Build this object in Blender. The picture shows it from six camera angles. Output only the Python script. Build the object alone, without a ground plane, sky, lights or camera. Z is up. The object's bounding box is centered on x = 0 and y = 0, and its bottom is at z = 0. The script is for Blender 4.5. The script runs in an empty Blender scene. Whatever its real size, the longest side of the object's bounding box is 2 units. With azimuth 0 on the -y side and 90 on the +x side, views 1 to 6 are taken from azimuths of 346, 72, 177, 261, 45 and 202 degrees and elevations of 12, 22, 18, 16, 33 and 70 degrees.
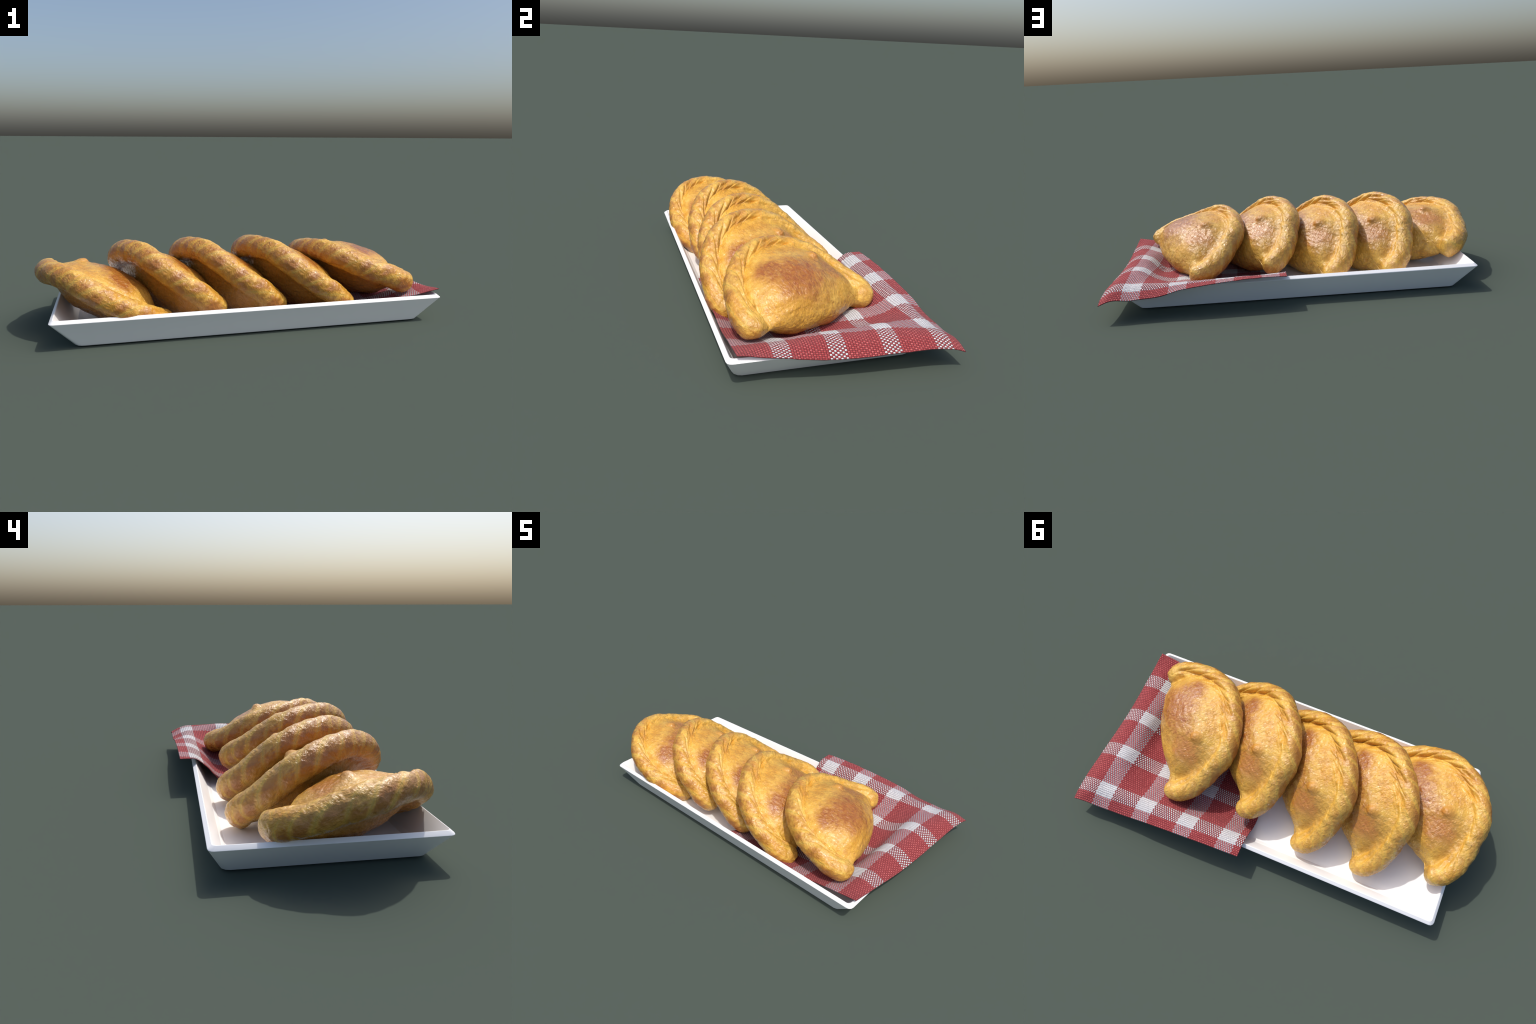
"""Five golden empanadas leaning in a row in a white tray, on a red and white checked napkin."""
import bpy, math
import numpy as np
from mathutils import Matrix, Vector

rng = np.random.default_rng(7)

# ------------------------------------------------------------------ helpers
def smooth01(x, a, b):
    t = np.clip((x - a) / (b - a), 0.0, 1.0)
    return t * t * (3 - 2 * t)


def smax(a, b, k):
    """Smooth maximum with blending width k."""
    h = np.clip(0.5 + 0.5 * (a - b) / k, 0, 1)
    return b + (a - b) * h + k * h * (1 - h)


_perm = rng.permutation(256)
_perm = np.concatenate([_perm, _perm, _perm])
_val = rng.uniform(-1, 1, 256)


def vnoise(x, y, z):
    """Value noise in three dimensions, vectorised."""
    xi, yi, zi = (np.floor(c).astype(int) for c in (x, y, z))
    fx, fy, fz = x - xi, y - yi, z - zi
    fx, fy, fz = (f * f * f * (f * (f * 6 - 15) + 10) for f in (fx, fy, fz))
    xi, yi, zi = xi & 255, yi & 255, zi & 255

    def h(a, b, c):
        return _val[_perm[_perm[_perm[(xi + a) & 255] + ((yi + b) & 255)] + ((zi + c) & 255)]]

    x00 = h(0, 0, 0) * (1 - fx) + h(1, 0, 0) * fx
    x10 = h(0, 1, 0) * (1 - fx) + h(1, 1, 0) * fx
    x01 = h(0, 0, 1) * (1 - fx) + h(1, 0, 1) * fx
    x11 = h(0, 1, 1) * (1 - fx) + h(1, 1, 1) * fx
    return (x00 * (1 - fy) + x10 * fy) * (1 - fz) + (x01 * (1 - fy) + x11 * fy) * fz


def fbm(p, scale, octaves=3):
    out, amp = 0.0, 1.0
    for o in range(octaves):
        q = p * scale * 2 ** o + 17.3 * (o + 1)
        out = out + amp * vnoise(q[:, 0], q[:, 1], q[:, 2])
        amp *= 0.5
    return out


def catmull(points, n, closed=False):
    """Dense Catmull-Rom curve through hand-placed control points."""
    P = np.array(points, float)
    m = len(P)
    segs = m if closed else m - 1
    t = np.linspace(0, segs, n, endpoint=not closed)
    i = np.minimum(t.astype(int), segs - 1)
    f = (t - i)[:, None]

    def at(k):
        return P[k % m] if closed else P[np.clip(k, 0, m - 1)]

    p0, p1, p2, p3 = at(i - 1), at(i), at(i + 1), at(i + 2)
    return 0.5 * (2 * p1 + (p2 - p0) * f + (2 * p0 - 5 * p1 + 4 * p2 - p3) * f ** 2 + (3 * p1 - p0 - 3 * p2 + p3) * f ** 3)


def resample(curve, n):
    d = np.concatenate([[0], np.cumsum(np.linalg.norm(np.diff(curve, axis=0), axis=1))])
    s = np.linspace(0, d[-1], n)
    return np.stack([np.interp(s, d, curve[:, k]) for k in range(curve.shape[1])], 1)


def dist_to_curve(p, c):
    """Distance of the points p (n,2) to a polyline c (m,2)."""
    best = np.full(len(p), 1e9)
    for a, b in zip(c[:-1], c[1:]):
        ab = b - a
        t = np.clip(((p - a) @ ab) / (ab @ ab), 0, 1)
        best = np.minimum(best, np.linalg.norm(p - a - t[:, None] * ab, axis=1))
    return best


def mesh_from(name, verts, faces, smooth=True):
    me = bpy.data.meshes.new(name)
    me.from_pydata([tuple(v) for v in verts], [], [tuple(f) for f in faces])
    me.update()
    me.polygons.foreach_set("use_smooth", [smooth] * len(me.polygons))
    return me


def add_object(name, data, parent=None, coll=bpy.context.scene.collection):
    ob = bpy.data.objects.new(name, data)
    coll.objects.link(ob)
    ob.parent = parent
    return ob


class Nodes:
    """Small wrapper to write shader graphs as expressions."""

    def __init__(self, name):
        self.mat = bpy.data.materials.new(name)
        self.mat.use_nodes = True
        self.t = self.mat.node_tree
        self.t.nodes.clear()
        self.out = self.t.nodes.new("ShaderNodeOutputMaterial")
        self.bsdf = self.t.nodes.new("ShaderNodeBsdfPrincipled")
        self.t.links.new(self.bsdf.outputs[0], self.out.inputs[0])

    def node(self, kind, **props):
        n = self.t.nodes.new(kind)
        for k, v in props.items():
            setattr(n, k, v)
        return n

    def put(self, socket, value):
        if isinstance(value, bpy.types.NodeSocket):
            self.t.links.new(value, socket)
        elif value is not None:
            if socket.type == "RGBA" and len(value) == 3:
                value = (*value, 1)
            socket.default_value = value

    def math(self, op, a, b=None, c=None, clamp=False):
        n = self.node("ShaderNodeMath", operation=op, use_clamp=clamp)
        for s, v in zip(n.inputs, (a, b, c)):
            self.put(s, v)
        return n.outputs[0]

    def ramp(self, x, a, b):
        """Smooth step of x from a to b (falling when a > b)."""
        n = self.node("ShaderNodeMapRange", interpolation_type="SMOOTHSTEP")
        lo, hi = (a, b) if a < b else (b, a)
        self.put(n.inputs[0], x)
        n.inputs[1].default_value, n.inputs[2].default_value = lo, hi
        n.inputs[3].default_value, n.inputs[4].default_value = (0, 1) if a < b else (1, 0)
        return n.outputs[0]

    def mix(self, f, a, b, blend="MIX"):
        n = self.node("ShaderNodeMix", data_type="RGBA", blend_type=blend)
        self.put(n.inputs[0], f)
        self.put(n.inputs[6], a)
        self.put(n.inputs[7], b)
        return n.outputs[2]

    def noise(self, vec, scale, detail=3, rough=0.55, distortion=0.0):
        n = self.node("ShaderNodeTexNoise")
        self.put(n.inputs["Vector"], vec)
        n.inputs["Scale"].default_value = scale
        n.inputs["Detail"].default_value = detail
        n.inputs["Roughness"].default_value = rough
        n.inputs["Distortion"].default_value = distortion
        return n.outputs[0]

    def mapping(self, vec, scale=(1, 1, 1), rot=(0, 0, 0), loc=(0, 0, 0)):
        n = self.node("ShaderNodeMapping")
        self.put(n.inputs[0], vec)
        n.inputs["Scale"].default_value = scale
        n.inputs["Rotation"].default_value = rot
        n.inputs["Location"].default_value = loc
        return n.outputs[0]

    def blob(self, x, y, cx, cy, rx, ry, wobble, edge=(0.35, 1.15)):
        """Soft elliptical patch with a wobbly border, 1 in the middle."""
        a = self.math("DIVIDE", self.math("SUBTRACT", x, cx), rx)
        b = self.math("DIVIDE", self.math("SUBTRACT", y, cy), ry)
        r = self.math("SQRT", self.math("ADD", self.math("MULTIPLY", a, a), self.math("MULTIPLY", b, b)))
        return self.ramp(self.math("ADD", r, wobble), edge[1], edge[0])


# ------------------------------------------------------------------ tray
def rounded_loop(x0, x1, y0, y1, z, r, seg=3):
    pts = []
    for cx, cy, a0 in ((x1 - r, y1 - r, 0), (x0 + r, y1 - r, 90), (x0 + r, y0 + r, 180), (x1 - r, y0 + r, 270)):
        for k in range(seg + 1):
            a = math.radians(a0 + 90 * k / seg)
            pts.append((cx + r * math.cos(a), cy + r * math.sin(a), z))
    return pts


def build_tray():
    loops = [
        rounded_loop(-0.806, 0.820, -0.416, 0.319, 0.000, 0.030),   # foot
        rounded_loop(-0.820, 0.834, -0.428, 0.331, 0.006, 0.034),   # foot chamfer
        rounded_loop(-0.917, 0.931, -0.479, 0.380, 0.124, 0.022),   # rim, outer edge
        rounded_loop(-0.915, 0.929, -0.478, 0.379, 0.1265, 0.021),
        rounded_loop(-0.902, 0.916, -0.465, 0.365, 0.1375, 0.016),  # rim, inner edge
        rounded_loop(-0.899, 0.913, -0.463, 0.362, 0.1370, 0.016),
        rounded_loop(-0.820, 0.834, -0.416, 0.314, 0.036, 0.026),   # inner wall foot
        rounded_loop(-0.785, 0.800, -0.398, 0.296, 0.0215, 0.022),  # floor
    ]
    n = len(loops[0])
    verts = [p for lp in loops for p in lp]
    faces = [tuple(range(n))[::-1]]
    for l in range(len(loops) - 1):
        for k in range(n):
            a, b = l * n + k, l * n + (k + 1) % n
            faces.append((a, b, b + n, a + n))
    last = (len(loops) - 1) * n
    faces.append(tuple(last + k for k in range(n)))
    me = mesh_from("tray", verts, faces)
    me.set_sharp_from_angle(angle=math.radians(24))
    N = Nodes("white_glazed_ceramic")
    co = N.node("ShaderNodeTexCoord").outputs["Object"]
    mottled = N.noise(co, 9, 4)
    N.put(N.bsdf.inputs["Base Color"], N.mix(mottled, (0.94, 0.935, 0.93), (0.97, 0.97, 0.97)))
    N.bsdf.inputs["Roughness"].default_value = 0.42
    N.bsdf.inputs["Specular IOR Level"].default_value = 0.35
    me.materials.append(N.mat)
    ob = add_object("serving_tray", me)
    ob["label"] = "long shallow white rectangular tray with flared sides"
    ob["category"] = "serving tray"
    return ob


# ------------------------------------------------------------------ napkin
STRIPE_I = (0.165, 0.249)   # first white band and spacing along the long rim side
STRIPE_J = (0.092, 0.240)
BAND_I, BAND_J = 0.097, 0.080  # width of a white band each way
WARPS, WEFTS = 154, 88      # threads across the cloth each way


def bicubic(ctrl_i, ctrl_j, table, gi, gj):
    """Catmull-Rom surface through a small control table z[j][i] at given fractions."""
    def spline(xs, ys, q):
        xs = np.asarray(xs, float)
        m = np.gradient(ys, xs, axis=0)
        k = np.clip(np.searchsorted(xs, q) - 1, 0, len(xs) - 2)
        h = (xs[k + 1] - xs[k])
        t = (q - xs[k]) / h
        sh = (slice(None),) + (None,) * (ys.ndim - 1)
        t, h = t[sh], h[sh]
        return ((2 * t ** 3 - 3 * t ** 2 + 1) * ys[k] + (t ** 3 - 2 * t ** 2 + t) * h * m[k]
                + (-2 * t ** 3 + 3 * t ** 2) * ys[k + 1] + (t ** 3 - t ** 2) * h * m[k + 1])
    rows = spline(ctrl_i, np.array(table).T, gi)      # (ni, rows)
    return spline(ctrl_j, rows.T, gj)                 # (nj, ni)


def build_napkin():
    n = 200
    g = np.linspace(0, 1, n)
    ci = [0.0, 0.06, 0.165, 0.25, 0.335, 0.42, 0.60, 0.80, 1.0]
    cj = [0.0, 0.045, 0.092, 0.15, 0.22, 0.31, 0.43, 0.555, 0.68, 0.80, 0.90, 1.0]
    # draped heights: rows run from the hanging side over the rim, down onto the floor, up the far wall
    z = [
        [0.093, 0.112, 0.109, 0.112, 0.118, 0.138, 0.157, 0.170, 0.168],
        [0.106, 0.134, 0.128, 0.130, 0.136, 0.146, 0.158, 0.168, 0.165],
        [0.113, 0.148, 0.142, 0.145, 0.147, 0.149, 0.153, 0.154, 0.160],
        [0.118, 0.150, 0.146, 0.140, 0.132, 0.128, 0.122, 0.118, 0.118],
        [0.116, 0.151, 0.154, 0.128, 0.110, 0.106, 0.072, 0.056, 0.050],
        [0.113, 0.152, 0.162, 0.112, 0.092, 0.098, 0.060, 0.045, 0.042],
        [0.108, 0.151, 0.150, 0.088, 0.092, 0.086, 0.050, 0.034, 0.034],
        [0.107, 0.150, 0.148, 0.070, 0.096, 0.080, 0.040, 0.030, 0.032],
        [0.116, 0.151, 0.140, 0.080, 0.082, 0.064, 0.040, 0.030, 0.032],
        [0.132, 0.153, 0.130, 0.094, 0.076, 0.066, 0.044, 0.034, 0.036],
        [0.146, 0.154, 0.128, 0.102, 0.090, 0.076, 0.058, 0.046, 0.046],
        [0.162, 0.152, 0.134, 0.118, 0.110, 0.106, 0.098, 0.086, 0.088],
    ]
    A, B, C, D = (np.array(p) for p in ((0.996, 0.478), (0.934, -0.444), (0.078, -0.428), (0.075, 0.441)))
    I, J = np.meshgrid(g, g)
    bi = ((1 - I) * (1 - J))[..., None] * A + ((1 - I) * J)[..., None] * B + (I * J)[..., None] * C + (I * (1 - J))[..., None] * D
    Z = bicubic(ci, cj, z, g, g)
    # soft crumples, strongest inside the tray
    P = np.stack([bi[..., 0].ravel(), bi[..., 1].ravel(), np.zeros(n * n)], 1)
    inner = np.exp(-((I - 0.30) / 0.16) ** 2 - ((J - 0.5) / 0.25) ** 2).ravel()
    crumple = vnoise(P[:, 0] * 9 + 3.1, P[:, 1] * 6 + 8.2, P[:, 2] + 0.5) * 0.020 * inner
    crumple += vnoise(P[:, 0] * 7 + 1.7, P[:, 1] * 11 + 2.9, P[:, 2] + 3.5) * 0.0055 * smooth01(I.ravel(), 0.10, 0.2)
    crumple += fbm(P, 16, 2) * 0.0018
    Z = Z + crumple.reshape(n, n)
    top = np.concatenate([bi, Z[..., None]], 2).reshape(-1, 3)
    # normals for the thickness of the cloth
    gx, gy = np.gradient(top.reshape(n, n, 3), axis=1), np.gradient(top.reshape(n, n, 3), axis=0)
    nor = np.cross(gx, gy).reshape(-1, 3)
    nor /= np.linalg.norm(nor, axis=1)[:, None]
    nor *= np.sign(nor[:, 2:3])
    thick = 0.0028
    draped = np.concatenate([top, top - nor * thick])
    flat_top = np.stack([1.0 - I.ravel(), 1.0 - J.ravel(), np.full(n * n, thick)], 1)
    flat = np.concatenate([flat_top, flat_top - (0, 0, thick)])
    k = np.arange(n * n).reshape(n, n)
    quads = np.stack([k[:-1, :-1], k[:-1, 1:], k[1:, 1:], k[1:, :-1]], -1).reshape(-1, 4)
    off = n * n
    faces = [tuple(q) for q in quads] + [tuple(q[::-1] + off) for q in quads]
    ring = np.concatenate([k[0, :-1], k[:-1, -1], k[-1, :0:-1], k[:0:-1, 0]])
    for a, b in zip(ring, np.roll(ring, -1)):
        faces.append((b, a, a + off, b + off))
    # flat cloth is the rest shape (gives the weave its coordinates), the drape is a shape on top of it
    me = mesh_from("napkin", flat, faces)
    ob = add_object("checked_napkin", me)
    ob.shape_key_add(name="flat")
    key = ob.shape_key_add(name="draped")
    key.data.foreach_set("co", draped.astype(np.float32).ravel())
    key.value = 1.0

    N = Nodes("woven_gingham")
    gen = N.node("ShaderNodeTexCoord").outputs["Generated"]
    sep = N.node("ShaderNodeSeparateXYZ")
    N.put(sep.inputs[0], gen)
    i = N.math("SUBTRACT", 1.0, sep.outputs[0])
    j = N.math("SUBTRACT", 1.0, sep.outputs[1])
    x, y = N.math("MULTIPLY", i, float(WARPS)), N.math("MULTIPLY", j, float(WEFTS))
    ix, iy = N.math("FLOOR", x), N.math("FLOOR", y)

    def band(cell, count, width, first, step):
        c = N.math("DIVIDE", N.math("ADD", cell, 0.5), float(count))
        q = N.math("ADD", N.math("DIVIDE", N.math("SUBTRACT", c, first), step), 0.5)
        return N.math("LESS_THAN", N.math("ABSOLUTE", N.math("SUBTRACT", N.math("FRACT", q), 0.5)), width / step / 2)

    warp_white = band(ix, WARPS, BAND_I, *STRIPE_I)
    weft_white = band(iy, WEFTS, BAND_J, *STRIPE_J)
    # plain weave: the thick weft shows as round dots on a network of thinner warp
    wave = N.math("MULTIPLY", N.math("SINE", N.math("MULTIPLY", x, math.pi)), N.math("SINE", N.math("MULTIPLY", y, math.pi)))
    dot = N.ramp(wave, -0.08, -0.26)                       # 1 where the weft is on top
    bulge = N.ramp(wave, -0.12, -0.85)
    ridge = N.ramp(wave, -0.05, 0.8)
    wn = N.node("ShaderNodeTexWhiteNoise", noise_dimensions="2D")
    cell = N.node("ShaderNodeCombineXYZ")
    N.put(cell.inputs[0], ix)
    N.put(cell.inputs[1], iy)
    N.put(wn.inputs["Vector"], cell.outputs[0])
    red_dot = N.mix(wn.outputs[0], (0.50, 0.085, 0.088), (0.68, 0.155, 0.152))
    pale_dot = N.mix(wn.outputs[0], (0.70, 0.69, 0.71), (0.88, 0.87, 0.87))
    red_net = N.mix(ridge, (0.12, 0.020, 0.024), (0.36, 0.052, 0.058))  # dark ends of these nets are occlusion shade painted into the thread gaps
    pale_net = N.mix(ridge, (0.16, 0.10, 0.12), (0.52, 0.49, 0.51))
    white_net = N.mix(ridge, (0.34, 0.32, 0.34), (0.84, 0.83, 0.84))
    pale_net = N.mix(weft_white, pale_net, white_net)
    weft = N.mix(weft_white, red_dot, pale_dot)
    warp = N.mix(warp_white, red_net, pale_net)
    col = N.mix(dot, warp, weft)
    N.put(N.bsdf.inputs["Base Color"], col)
    N.bsdf.inputs["Roughness"].default_value = 0.85
    N.bsdf.inputs["Specular IOR Level"].default_value = 0.15
    N.bsdf.inputs["Sheen Weight"].default_value = 0.1
    bump = N.node("ShaderNodeBump")
    bump.inputs["Strength"].default_value = 0.9
    bump.inputs["Distance"].default_value = 0.004
    N.put(bump.inputs["Height"], N.math("ADD", bulge, N.math("MULTIPLY", ridge, 0.45)))
    N.put(N.bsdf.inputs["Normal"], bump.outputs[0])
    me.materials.append(N.mat)
    ob["label"] = "red and white checked woven cloth napkin draped over tray"
    ob["category"] = "cloth napkin"
    return ob


# ------------------------------------------------------------------ empanada
# Lying flat: u runs along the straight fold, v from the fold to the crimped rim, w is up.
# Spine of the rope-like rim, from one tip round to the other.
SPINE = [(0.308, 0.026, 0.026), (0.317, 0.058, 0.017), (0.306, 0.115, 0.004), (0.274, 0.182, -0.008), (0.242, 0.236, -0.014),
         (0.205, 0.290, -0.020), (0.155, 0.334, -0.022), (0.090, 0.364, -0.023), (0.017, 0.378, -0.022), (-0.058, 0.378, -0.023),
         (-0.118, 0.364, -0.030), (-0.170, 0.338, -0.036), (-0.217, 0.296, -0.039), (-0.263, 0.241, -0.037),
         (-0.301, 0.183, -0.028), (-0.328, 0.125, -0.017), (-0.338, 0.075, -0.008), (-0.336, 0.042, -0.001)]
ROPE = 0.0575               # radius of the rope
FOLD = [(-0.300, -0.008), (-0.258, -0.004), (-0.180, -0.026), (-0.090, -0.041), (0.000, -0.044), (0.090, -0.037),
        (0.170, -0.020), (0.222, -0.006), (0.252, -0.003), (0.280, -0.020)]
FOLD_MID = 0.014            # height of the folded side
HUB = (0.0, 0.06)           # angles along the rim are measured about this point
FIRST, PITCH = 1.695, 0.245  # one crease and the angle between creases
# deep pits between the strands: angle, distance inside the spine, slope, half length, half width, depth
PITS = [(1.74, -0.012, 0.078, 0.21, 0.009, 0.019), (2.12, -0.004, 0.065, 0.18, 0.009, 0.014), (2.44, 0.002, 0.055, 0.17, 0.009, 0.014),
        (2.76, 0.010, 0.060, 0.15, 0.010, 0.011), (1.36, -0.008, 0.065, 0.15, 0.011, 0.013), (0.98, 0.010, 0.050, 0.16, 0.011, 0.006),
        (0.50, 0.016, 0.050, 0.16, 0.011, 0.006), (0.12, 0.014, 0.080, 0.12, 0.011, 0.006)]
BUMP_AT = (0.093, 0.246)    # the little blister on top


def circ(t):
    """Quarter circle rising from 0 to 1 over t = 0..1."""
    return np.sqrt(np.clip(1 - (1 - np.clip(t, 0, 1)) ** 2, 0, 1))


def nearest_on_spine(p, spine):
    """Distance to the spine in plan, signed + on the pouch side, and the spine's height there."""
    best, q, c = np.full(len(p), 1e9), np.zeros(len(p)), np.zeros(len(p))
    for a, b in zip(spine[:-1], spine[1:]):
        ab = b[:2] - a[:2]
        t = np.clip(((p - a[:2]) @ ab) / (ab @ ab), 0, 1)
        r = p - a[:2] - t[:, None] * ab
        d = np.hypot(r[:, 0], r[:, 1])
        hit = d < best
        left = (ab[0] * r[:, 1] - ab[1] * r[:, 0]) > 0
        best = np.where(hit, d, best)
        q = np.where(hit, np.where(left, d, -d), q)
        c = np.where(hit, a[2] + t * (b[2] - a[2]), c)
    return best, q, c


def rim_angle(u, v):
    ang = np.arctan2(v - HUB[1], u - HUB[0])
    return np.where(ang < -2.0, ang + 2 * np.pi, ang)


def crimp_phase(ang, q, side):
    """Running number of the crimp fold at each point; folds sweep along the rim as they come over the top."""
    x = np.clip((q + ROPE) / ROPE, 0, 1.5)
    sweep = 0.08 * x + 0.18 * x ** 2.4 if side > 0 else -0.13 * x
    wander = 0.060 * np.sin(3.1 * ang + 0.7) + 0.038 * np.sin(7.3 * ang)   # folds are not all alike
    return (ang + wander - FIRST - sweep) / PITCH


def pastry_heights(uv, d_fold, spine, side):
    """Height of the top (side +1) or underside (side -1) skin over the flat outline."""
    u, v = uv[:, 0], uv[:, 1]
    dc, q, c = nearest_on_spine(uv, spine)
    c = FOLD_MID + (c - FOLD_MID) * smooth01(d_fold, 0.0, 0.05)
    ang = rim_angle(u, v)
    ph = crimp_phase(ang, q, side)
    f = ph - np.floor(ph)
    f = f * (1 - smooth01(f, 0.84, 1.0))                    # each strand swells, then drops under the next
    tip = smooth01(ang, -0.12, 0.20) * smooth01(ang, 3.20, 2.95)
    if side > 0:
        strong = np.maximum(smooth01(ang, 1.0, 1.5), 0.30)
    else:
        strong = 0.45 + 0 * u
    # the rope: a round tube outside its spine, easing into the pouch inside it
    round_ = np.sqrt(np.clip(1 - (0.993 * dc / ROPE) ** 2, 0, 1))
    pinch = smooth01(np.abs(u), 0.215, 0.31) * smooth01(v, 0.18, 0.06)       # towards the two tips
    ease = 1 - ((0.45 if side > 0 else 0.50) + 0.42 * pinch) * smooth01(q, 0.0, 1.5 * ROPE)
    tube = np.where(q > 0, np.maximum(round_, ease * circ(d_fold / 0.05)), round_)
    rope = ROPE * tube
    near = smooth01(q, -ROPE, -0.6 * ROPE) * smooth01(q, 0.085, 0.05)
    lobe = (np.sin(np.pi * ph) ** 2 + 0.004) ** 0.25
    own = 0.75 + 0.5 * vnoise(np.round(ph) * 1.7 + 0.31, 0 * u + 4.2, 0 * u + side)   # each crease its own depth
    soft = 0.40 + 0.60 * smooth01(q, -0.7 * ROPE, 0.0) if side > 0 else 0.45      # shallow on the outer face
    rope = rope - 0.0120 * soft * own * (1 - lobe) * near * strong * (0.2 + 0.8 * tip)
    groove = 0
    if side > 0:
        # strands tuck under one another along the crest
        line = 0.011 + 0.010 * (f - 0.5) * strong
        groove = 0.013 * np.maximum(strong, 0.5) * tip * np.exp(-((q - line) / 0.010) ** 2)
        rope = rope + 0.006 * strong * tip * (f - 0.5) * np.exp(-((q + 0.012) / 0.022) ** 2)
        for a0, q0, slope, ra, rq, dep in PITS:
            da = ang - a0
            groove = groove + 0.85 * dep * np.exp(-(da / ra) ** 2 - ((q - q0 - slope * da) / (1.3 * rq)) ** 2)
        # the tips are pinched off from the pouch
        groove = groove + 0.010 * pinch * np.exp(-((q - 0.046) / 0.013) ** 2)
    # filled pouch
    if side > 0:
        h0, top, start, reach = 0.012, 0.134, 0.008, 0.255
    else:
        h0, top, start, reach = 0.050, 0.108, 0.042, 0.150
    base = side * FOLD_MID
    start = start + 0.030 * pinch * (side > 0)
    reach = reach - 0.065 * smooth01(np.abs(u), 0.08, 0.25) * (side > 0)
    rise = np.where(q > start, np.sin(0.5 * np.pi * np.clip((q - start) / reach, 0, 1)), 0)
    shape = h0 + (top - h0) * rise - np.maximum(start - q, 0) * 3.0
    end = smooth01(np.abs(u), 0.40, 0.20) ** 0.5            # the filling thins out towards the tips
    pouch = base + (shape - base) * circ(d_fold / (0.185 if side > 0 else 0.135)) ** (1.0 if side > 0 else 0.9)
    if side > 0:
        pouch = np.where(q > start, base + (pouch - base) * (0.35 + 0.65 * end), pouch)
    k = 0.016 * smooth01(np.minimum(np.maximum(ROPE - dc, 0) + np.maximum(q, 0), d_fold), 0.0, 0.03) + 1e-5
    h = smax(side * c + rope, pouch, k)
    h = h - groove * smooth01(d_fold, 0.0, 0.04)
    if side > 0:
        r = np.hypot(u - BUMP_AT[0], v - BUMP_AT[1])
        h = h + 0.0175 * np.exp(-(r / 0.026) ** 3.2) + 0.004 * np.exp(-(r / 0.06) ** 2)
    return side * h, q


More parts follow.
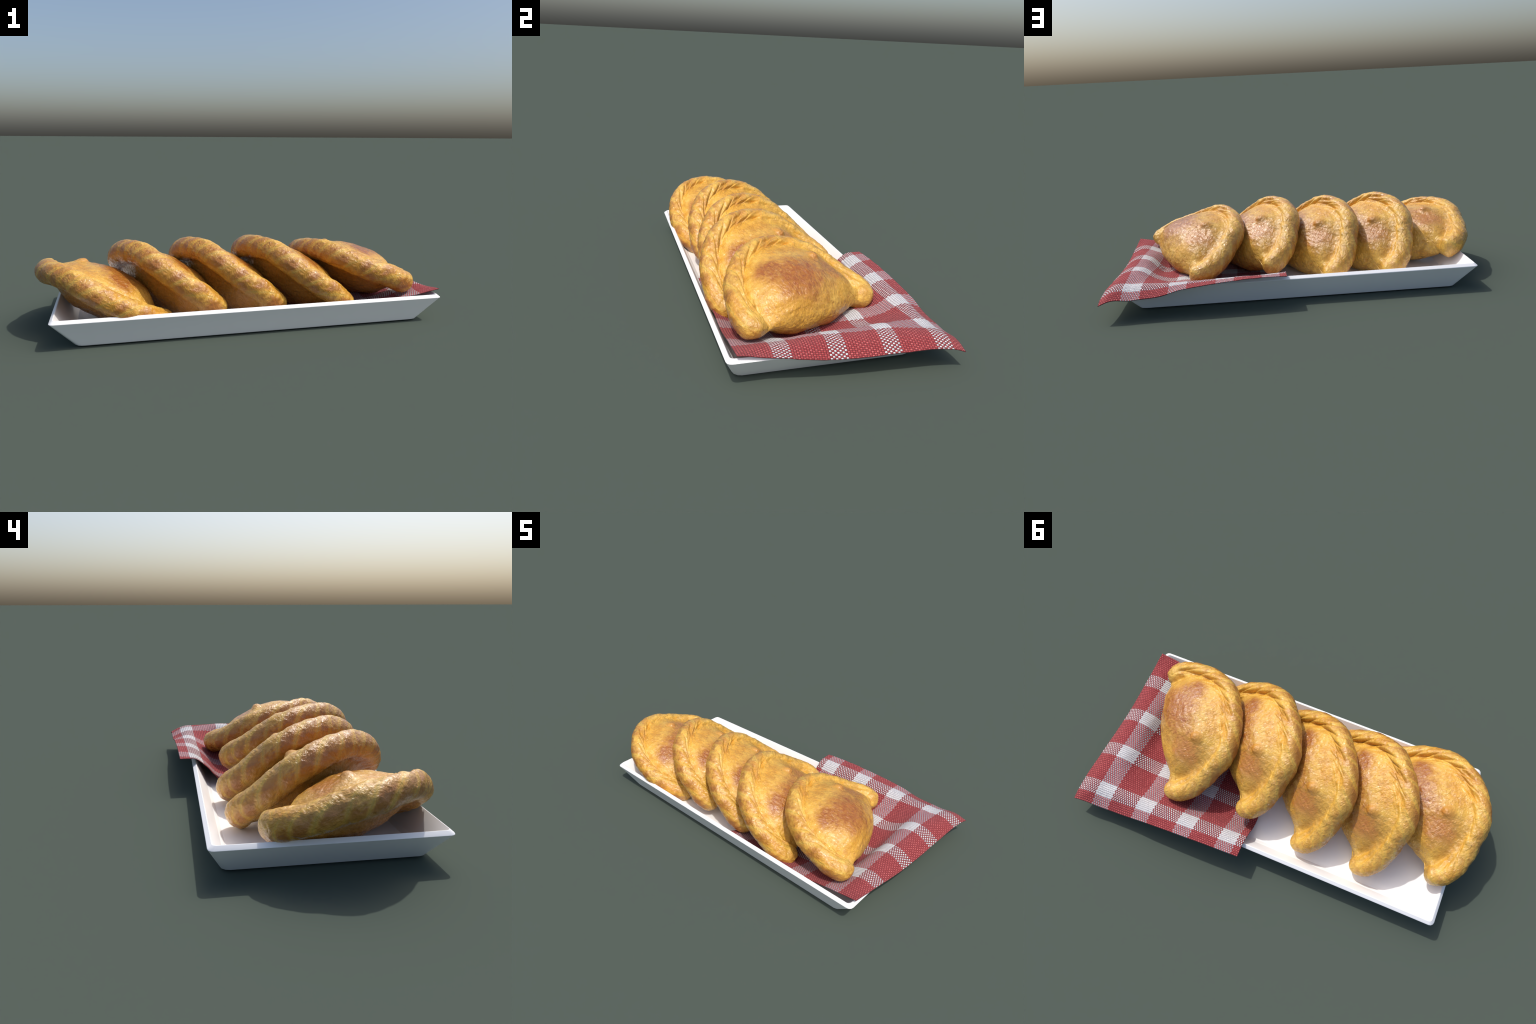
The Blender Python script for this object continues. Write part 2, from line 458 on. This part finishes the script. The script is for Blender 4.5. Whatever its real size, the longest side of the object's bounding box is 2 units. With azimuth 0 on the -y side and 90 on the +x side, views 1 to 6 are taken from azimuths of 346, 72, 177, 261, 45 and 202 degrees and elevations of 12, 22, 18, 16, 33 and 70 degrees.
def build_pastry_mesh():
    spine = resample(catmull(SPINE, 2400), 401)
    tang = np.gradient(spine[:, :2], axis=0)
    tang /= np.linalg.norm(tang, axis=1)[:, None]
    outer = spine[:, :2] + ROPE * np.stack([tang[:, 1], -tang[:, 0]], 1)

    def cap(end, t, start, stop, n):
        """Round end of the rope, angles measured from its outer side towards the fold."""
        o = np.array([t[1], -t[0]])
        a = np.radians(np.linspace(start, stop, n))[:, None]
        return end[:2] + ROPE * (np.cos(a) * o + np.sin(a) * t)

    cap_b = cap(spine[-1], tang[-1], 0, 108, 34)       # round the second tip to the other notch
    a_t = -tang[0]
    o = np.array([tang[0][1], -tang[0][0]])
    ang = np.radians(np.linspace(108, 0, 34))[:, None]
    cap_a = spine[0][:2] + ROPE * (np.cos(ang) * o + np.sin(ang) * a_t)
    rim = np.concatenate([cap_a[9:-1], outer, cap_b[1:26]])
    inner_b, inner_a = cap_b[25:], cap_a[:10]
    fold = resample(np.concatenate([inner_b, catmull([inner_b[-1]] + FOLD[1:-1] + [inner_a[0]], 300)[1:-1], inner_a]), 170)
    # the outline must turn steadily about its centre (no spoke may fold back at the notches)
    centre = np.array([0.0, 0.18])
    around = np.unwrap(np.arctan2(fold[:, 1] - centre[1], fold[:, 0] - centre[0]))
    last = around[-1]
    keep = [0]
    for k in range(1, len(fold) - 1):
        if around[keep[-1]] + 0.009 < around[k] < last - 0.009:
            keep.append(k)
    fold = fold[keep + [len(fold) - 1]]
    outline = np.concatenate([rim[:-1], fold[:-1]])
    m = len(outline)
    rings = 110
    s = np.sin(np.linspace(0.04, 1, rings) * np.pi / 2)
    grid = centre + s[:, None, None] * (outline - centre)[None]        # rings, m, 2
    flat = np.concatenate([[centre], grid.reshape(-1, 2)])
    d_fold = dist_to_curve(flat, fold)
    d_fold[-m:][len(rim) - 1:] = 0
    d_fold[-m] = 0
    coarse = spine[::2]
    top, q = pastry_heights(flat, d_fold, coarse, 1)
    bot, _ = pastry_heights(flat, d_fold, coarse, -1)
    edge = 0.5 * (top[-m:] + bot[-m:])
    top[-m:] = edge
    nt = len(flat)
    vt = np.column_stack([flat, top])
    vb = np.column_stack([flat[:-m], bot[:-m]])                          # outline shared with the top
    verts = np.concatenate([vt, vb])
    q_all = np.concatenate([q, q[:-m]])
    under = np.concatenate([np.zeros(nt, bool), np.ones(nt - m, bool)])
    # scalloped outer edge
    ang = rim_angle(verts[:, 0], verts[:, 1])
    ph = crimp_phase(ang, np.full(len(verts), -ROPE), 1)
    scallop = ((np.sin(np.pi * ph) ** 2 + 0.01) ** 0.3 - 0.7) * 0.0022 * smooth01(q_all, -0.2 * ROPE, -0.8 * ROPE)
    scallop *= smooth01(ang, -0.1, 0.2) * smooth01(ang, 3.3, 3.0)
    out = verts[:, :2] - np.array(HUB)
    out /= np.linalg.norm(out, axis=1)[:, None] + 1e-9
    verts[:, :2] += out * scallop[:, None]

    def top_id(r, k):
        return 1 + r * m + k % m

    def bot_id(r, k):
        return top_id(r, k) if r == rings - 1 else nt + 1 + r * m + k % m

    faces = []
    for k in range(m):
        faces.append((0, top_id(0, k), top_id(0, k + 1)))
        faces.append((nt, bot_id(0, k + 1), bot_id(0, k)))
        for r in range(rings - 1):
            faces.append((top_id(r, k), top_id(r + 1, k), top_id(r + 1, k + 1), top_id(r, k + 1)))
            faces.append((bot_id(r, k + 1), bot_id(r + 1, k + 1), bot_id(r + 1, k), bot_id(r, k)))
    me = mesh_from("pastry", verts, faces)
    if me.polygons[0].normal.z < 0:
        me.flip_normals()
    # lumpy relief, pushed out along a smooth field: up or down on the pouch, outwards on rim and fold
    df_all = np.concatenate([d_fold, d_fold[:-m]])
    side = np.where(under, -1.0, 1.0)
    side[nt - m:nt] = 0.0
    at_rim = smooth01(q_all, 0.2 * ROPE, -ROPE)
    at_fold = smooth01(df_all, 0.11, 0.0)
    nor = np.column_stack([out * at_rim[:, None], side * np.sqrt(np.clip(1 - np.maximum(at_rim, at_fold) ** 2, 0, 1))])
    nor[:, 1] -= at_fold
    nor /= np.linalg.norm(nor, axis=1)[:, None] + 1e-6
    lump = 0.0052 * fbm(verts, 9.5, 2) + 0.0016 * fbm(verts * (1, 1.6, 1), 38, 2)
    wr = vnoise(verts[:, 0] * 130, verts[:, 1] * 55, verts[:, 2] * 90)
    lump += 0.0008 * (1 - np.abs(wr))
    verts = verts + nor * lump[:, None]
    me.vertices.foreach_set("co", verts.ravel())
    me.update()
    is_rim = q_all < np.where(under, 0.040, 0.012)
    return me, verts, is_rim


def split_by_region(me, is_rim, names):
    """Two meshes with coinciding border vertices that keep the shading of the whole surface."""
    nv = len(me.vertices)
    co = np.empty(nv * 3)
    me.vertices.foreach_get("co", co)
    co = co.reshape(-1, 3)
    no = np.empty(nv * 3)
    me.vertex_normals.foreach_get("vector", no)
    no = no.reshape(-1, 3)
    polys = [tuple(p.vertices) for p in me.polygons]
    parts = []
    for want, name in zip((True, False), names):
        mine = [p for p in polys if bool(np.mean(is_rim[list(p)]) > 0.5) == want]
        used = np.unique(np.concatenate([np.array(p) for p in mine]))
        new = -np.ones(nv, int)
        new[used] = np.arange(len(used))
        part = mesh_from(name, co[used], [tuple(new[i] for i in p) for p in mine])
        part.normals_split_custom_set_from_vertices([tuple(n) for n in no[used]])
        parts.append(part)
    return parts


def pastry_material():
    N = Nodes("baked_dough")
    co = N.node("ShaderNodeTexCoord").outputs["Object"]
    sep = N.node("ShaderNodeSeparateXYZ")
    N.put(sep.inputs[0], co)
    u, v, w = sep.outputs
    big = N.noise(co, 6.5, 3)
    mid = N.noise(N.mapping(co, (1, 1.3, 1)), 20, 4, 0.6)
    fine = N.noise(N.mapping(co, (1.0, 0.55, 1.0), (0, 0, 0.4)), 85, 4, 0.65, 0.6)
    blotch = N.noise(N.mapping(co, (1, 1, 1), (0, 0, 0), (5, 2, 7)), 10, 5, 0.65)
    wob = N.math("ADD", N.math("MULTIPLY", N.math("SUBTRACT", mid, 0.5), 1.0), N.math("MULTIPLY", N.math("SUBTRACT", blotch, 0.5), 0.9))
    grain = N.math("SUBTRACT", fine, 0.5)
    # where along and across the rim we are
    dv = N.math("SUBTRACT", v, HUB[1])
    ang = N.math("ARCTAN2", dv, u)
    ang = N.math("ADD", ang, N.math("MULTIPLY", N.math("LESS_THAN", ang, -2.0), 2 * math.pi))
    rad = N.math("SQRT", N.math("ADD", N.math("MULTIPLY", u, u), N.math("MULTIPLY", dv, dv)))
    rim = N.math("MULTIPLY", N.ramp(rad, 0.285, 0.325), N.ramp(ang, -0.30, -0.10))
    outer = N.ramp(rad, 0.315, 0.360)
    # golden dough, paler and tan mottling
    col = N.mix(N.ramp(big, 0.35, 0.65), (0.74, 0.380, 0.044), (0.82, 0.500, 0.090))
    col = N.mix(N.math("MULTIPLY", N.ramp(mid, 0.46, 0.70), 0.60), col, (0.54, 0.235, 0.030))
    col = N.mix(N.math("MULTIPLY", N.ramp(fine, 0.50, 0.75), 0.30), col, (0.42, 0.190, 0.030))
    col = N.mix(N.math("MULTIPLY", N.ramp(fine, 0.46, 0.26), 0.30), col, (0.80, 0.540, 0.160))
    amber = N.ramp(N.noise(N.mapping(co, (1, 1, 1), (0, 0, 0), (3, 1, 2)), 13, 5, 0.62), 0.50, 0.68)
    col = N.mix(N.math("MULTIPLY", amber, 0.50), col, (0.47, 0.190, 0.024))
    # a band of duller olive tan towards one tip and along the fold
    olive = N.math("MULTIPLY", N.blob(u, v, 0.20, 0.20, 0.20, 0.24, wob, (0.2, 1.0)), N.ramp(mid, 0.30, 0.60))
    col = N.mix(N.math("MULTIPLY", olive, 0.55), col, (0.44, 0.270, 0.060))
    foldside = N.math("MULTIPLY", N.ramp(N.math("ADD", v, N.math("MULTIPLY", wob, 0.05)), 0.07, -0.03), N.ramp(fine, 0.38, 0.56))
    col = N.mix(N.math("MULTIPLY", foldside, 0.55), col, (0.42, 0.215, 0.040))
    # the underside bakes browner
    low = N.math("ADD", w, N.math("MULTIPLY", wob, 0.03))
    under = N.math("MULTIPLY", N.ramp(low, -0.015, -0.085), N.math("SUBTRACT", 1.0, N.math("MULTIPLY", rim, 0.5)))
    col = N.mix(N.math("MULTIPLY", under, 0.85), col, (0.40, 0.155, 0.022))
    # toasted patches on top of the pouch
    topside = N.ramp(w, 0.005, 0.05)
    inside = N.math("SUBTRACT", 1.0, N.ramp(rad, 0.270, 0.315))
    p1 = N.math("MAXIMUM", N.blob(u, v, -0.080, 0.150, 0.200, 0.140, wob, (0.28, 1.25)), N.blob(u, v, -0.170, 0.225, 0.110, 0.085, wob, (0.2, 1.1)))
    p2 = N.blob(u, v, 0.140, 0.170, 0.095, 0.090, wob, (0.25, 1.15))
    p3 = N.blob(u, v, BUMP_AT[0], BUMP_AT[1], 0.036, 0.036, 0.0)
    toast = N.math("MULTIPLY", N.math("MULTIPLY", p1, topside), inside)
    toast = N.math("MULTIPLY", toast, N.math("ADD", 0.90, N.math("MULTIPLY", grain, 1.3)), clamp=True)
    col = N.mix(toast, col, (0.350, 0.106, 0.016))
    blush = N.math("MULTIPLY", N.math("MULTIPLY", p2, topside), N.math("ADD", 0.78, N.math("MULTIPLY", grain, 0.8)), clamp=True)
    col = N.mix(blush, col, (0.46, 0.160, 0.030))
    col = N.mix(N.math("MULTIPLY", N.math("MULTIPLY", p3, topside), 0.55), col, (0.56, 0.22, 0.030))
    # every fold of the crimp browns on its crown, the creases stay pale and a little green
    turn = N.math("MINIMUM", N.math("MAXIMUM", N.math("DIVIDE", N.math("ADD", w, 0.022), ROPE), -1.2), 1.2)
    above = N.math("MAXIMUM", turn, 0.0)
    over = N.math("MULTIPLY", above, N.math("ADD", 0.08, N.math("MULTIPLY", above, 0.18)))
    over = N.math("ADD", over, N.math("MULTIPLY", N.math("MINIMUM", turn, 0.0), 0.13))
    wander = N.math("ADD", N.math("MULTIPLY", N.math("SINE", N.math("ADD", N.math("MULTIPLY", ang, 3.1), 0.7)), 0.060),
                    N.math("MULTIPLY", N.math("SINE", N.math("MULTIPLY", ang, 7.3)), 0.038))
    ph = N.math("DIVIDE", N.math("SUBTRACT", N.math("ADD", N.math("SUBTRACT", ang, FIRST), wander), over), PITCH)
    ph = N.math("ADD", ph, N.math("MULTIPLY", N.math("SUBTRACT", mid, 0.5), 0.28))
    crown = N.math("ABSOLUTE", N.math("SINE", N.math("MULTIPLY", ph, math.pi)))
    spot = N.math("MULTIPLY", N.math("MULTIPLY", N.ramp(crown, 0.14, 0.72), outer), N.ramp(N.math("ADD", N.noise(co, 11, 2), N.math("MULTIPLY", grain, 0.5)), 0.24, 0.54))
    col = N.mix(N.math("MULTIPLY", N.math("MULTIPLY", spot, rim), N.math("ADD", 0.38, N.math("MULTIPLY", N.ramp(w, 0.015, -0.03), 0.48))), col, (0.37, 0.122, 0.018))
    crease = N.math("MULTIPLY", N.math("MULTIPLY", N.ramp(crown, 0.26, 0.02), rim), N.math("ADD", 0.20, N.math("MULTIPLY", outer, 0.22)))
    col = N.mix(crease, col, (0.43, 0.300, 0.065))
    # dark specks
    vor = N.node("ShaderNodeTexVoronoi")
    N.put(vor.inputs["Vector"], co)
    vor.inputs["Scale"].default_value = 34
    speck = N.math("MULTIPLY", N.ramp(vor.outputs["Distance"], 0.15, 0.06), N.ramp(mid, 0.45, 0.60))
    col = N.mix(N.math("MULTIPLY", speck, 0.6), col, (0.20, 0.085, 0.02))
    N.put(N.bsdf.inputs["Base Color"], col)
    gloss = N.math("MAXIMUM", toast, N.math("MAXIMUM", blush, N.math("MULTIPLY", spot, 0.8)))
    rough = N.math("SUBTRACT", N.math("ADD", 0.27, N.math("MULTIPLY", grain, 0.25)), N.math("MULTIPLY", gloss, 0.08))
    N.put(N.bsdf.inputs["Roughness"], rough)
    N.bsdf.inputs["Specular IOR Level"].default_value = 0.55
    # wrinkled egg-washed skin
    wrinkle = N.noise(N.mapping(co, (1.0, 0.45, 0.8), (0, 0, 0.5)), 70, 5, 0.60, 1.4)
    pimple = N.noise(co, 45, 2, 0.5)
    height = N.math("ADD", wrinkle, N.math("MULTIPLY", pimple, 0.9))
    bump = N.node("ShaderNodeBump")
    bump.inputs["Strength"].default_value = 0.55
    bump.inputs["Distance"].default_value = 0.009
    N.put(bump.inputs["Height"], height)
    N.put(N.bsdf.inputs["Normal"], bump.outputs[0])
    # thin glaze of egg wash, smoother than the crumb below it
    glaze = N.node("ShaderNodeBump")
    glaze.inputs["Strength"].default_value = 0.30
    glaze.inputs["Distance"].default_value = 0.009
    N.put(glaze.inputs["Height"], height)
    N.put(N.bsdf.inputs["Coat Weight"], N.math("ADD", 0.18, N.math("MULTIPLY", gloss, 0.40)))
    N.bsdf.inputs["Coat Roughness"].default_value = 0.27
    N.put(N.bsdf.inputs["Coat Normal"], glaze.outputs[0])
    return N.mat


# where each pastry leans: origin, direction of its fold, direction from fold to rim
POSES = [
    ((0.6603, -0.0350, 0.1309), (-0.4371, 0.8944, -0.0951), (-0.7530, -0.3061, 0.5825)),
    ((0.2930, -0.0724, 0.0937), (-0.5214, 0.8514, 0.0568), (-0.5367, -0.3789, 0.7539)),
    ((-0.0342, -0.0407, 0.0658), (-0.4915, 0.8698, -0.0442), (-0.5277, -0.2571, 0.8096)),
    ((-0.3388, -0.0421, 0.0653), (-0.5237, 0.8505, -0.0484), (-0.5194, -0.2738, 0.8095)),
    ((-0.6373, -0.0671, 0.0905), (-0.6720, 0.7271, 0.1406), (-0.5429, -0.6128, 0.5743)),
]


def build_empanadas():
    whole, verts, is_rim = build_pastry_mesh()
    crimp, pouch = split_by_region(whole, is_rim, ("crimped_edge", "filled_pocket"))
    dough = pastry_material()
    crimp.materials.append(dough)
    pouch.materials.append(dough)
    bpy.data.meshes.remove(whole)
    for origin, along, across in POSES:
        x = Vector(along).normalized()
        y = Vector(across)
        y = (y - x * y.dot(x)).normalized()
        zax = x.cross(y)
        root = bpy.data.objects.new("empanada", None)
        root.empty_display_size = 0.1
        bpy.context.scene.collection.objects.link(root)
        root.matrix_world = Matrix.Translation(origin) @ Matrix((x, y, zax)).transposed().to_4x4()
        root["label"] = "golden baked half moon pastry with braided crimped edge"
        root["category"] = "empanada"
        add_object("crimped_edge", crimp, root)
        add_object("filled_pocket", pouch, root)


build_tray()
build_napkin()
build_empanadas()
bpy.context.view_layer.update()
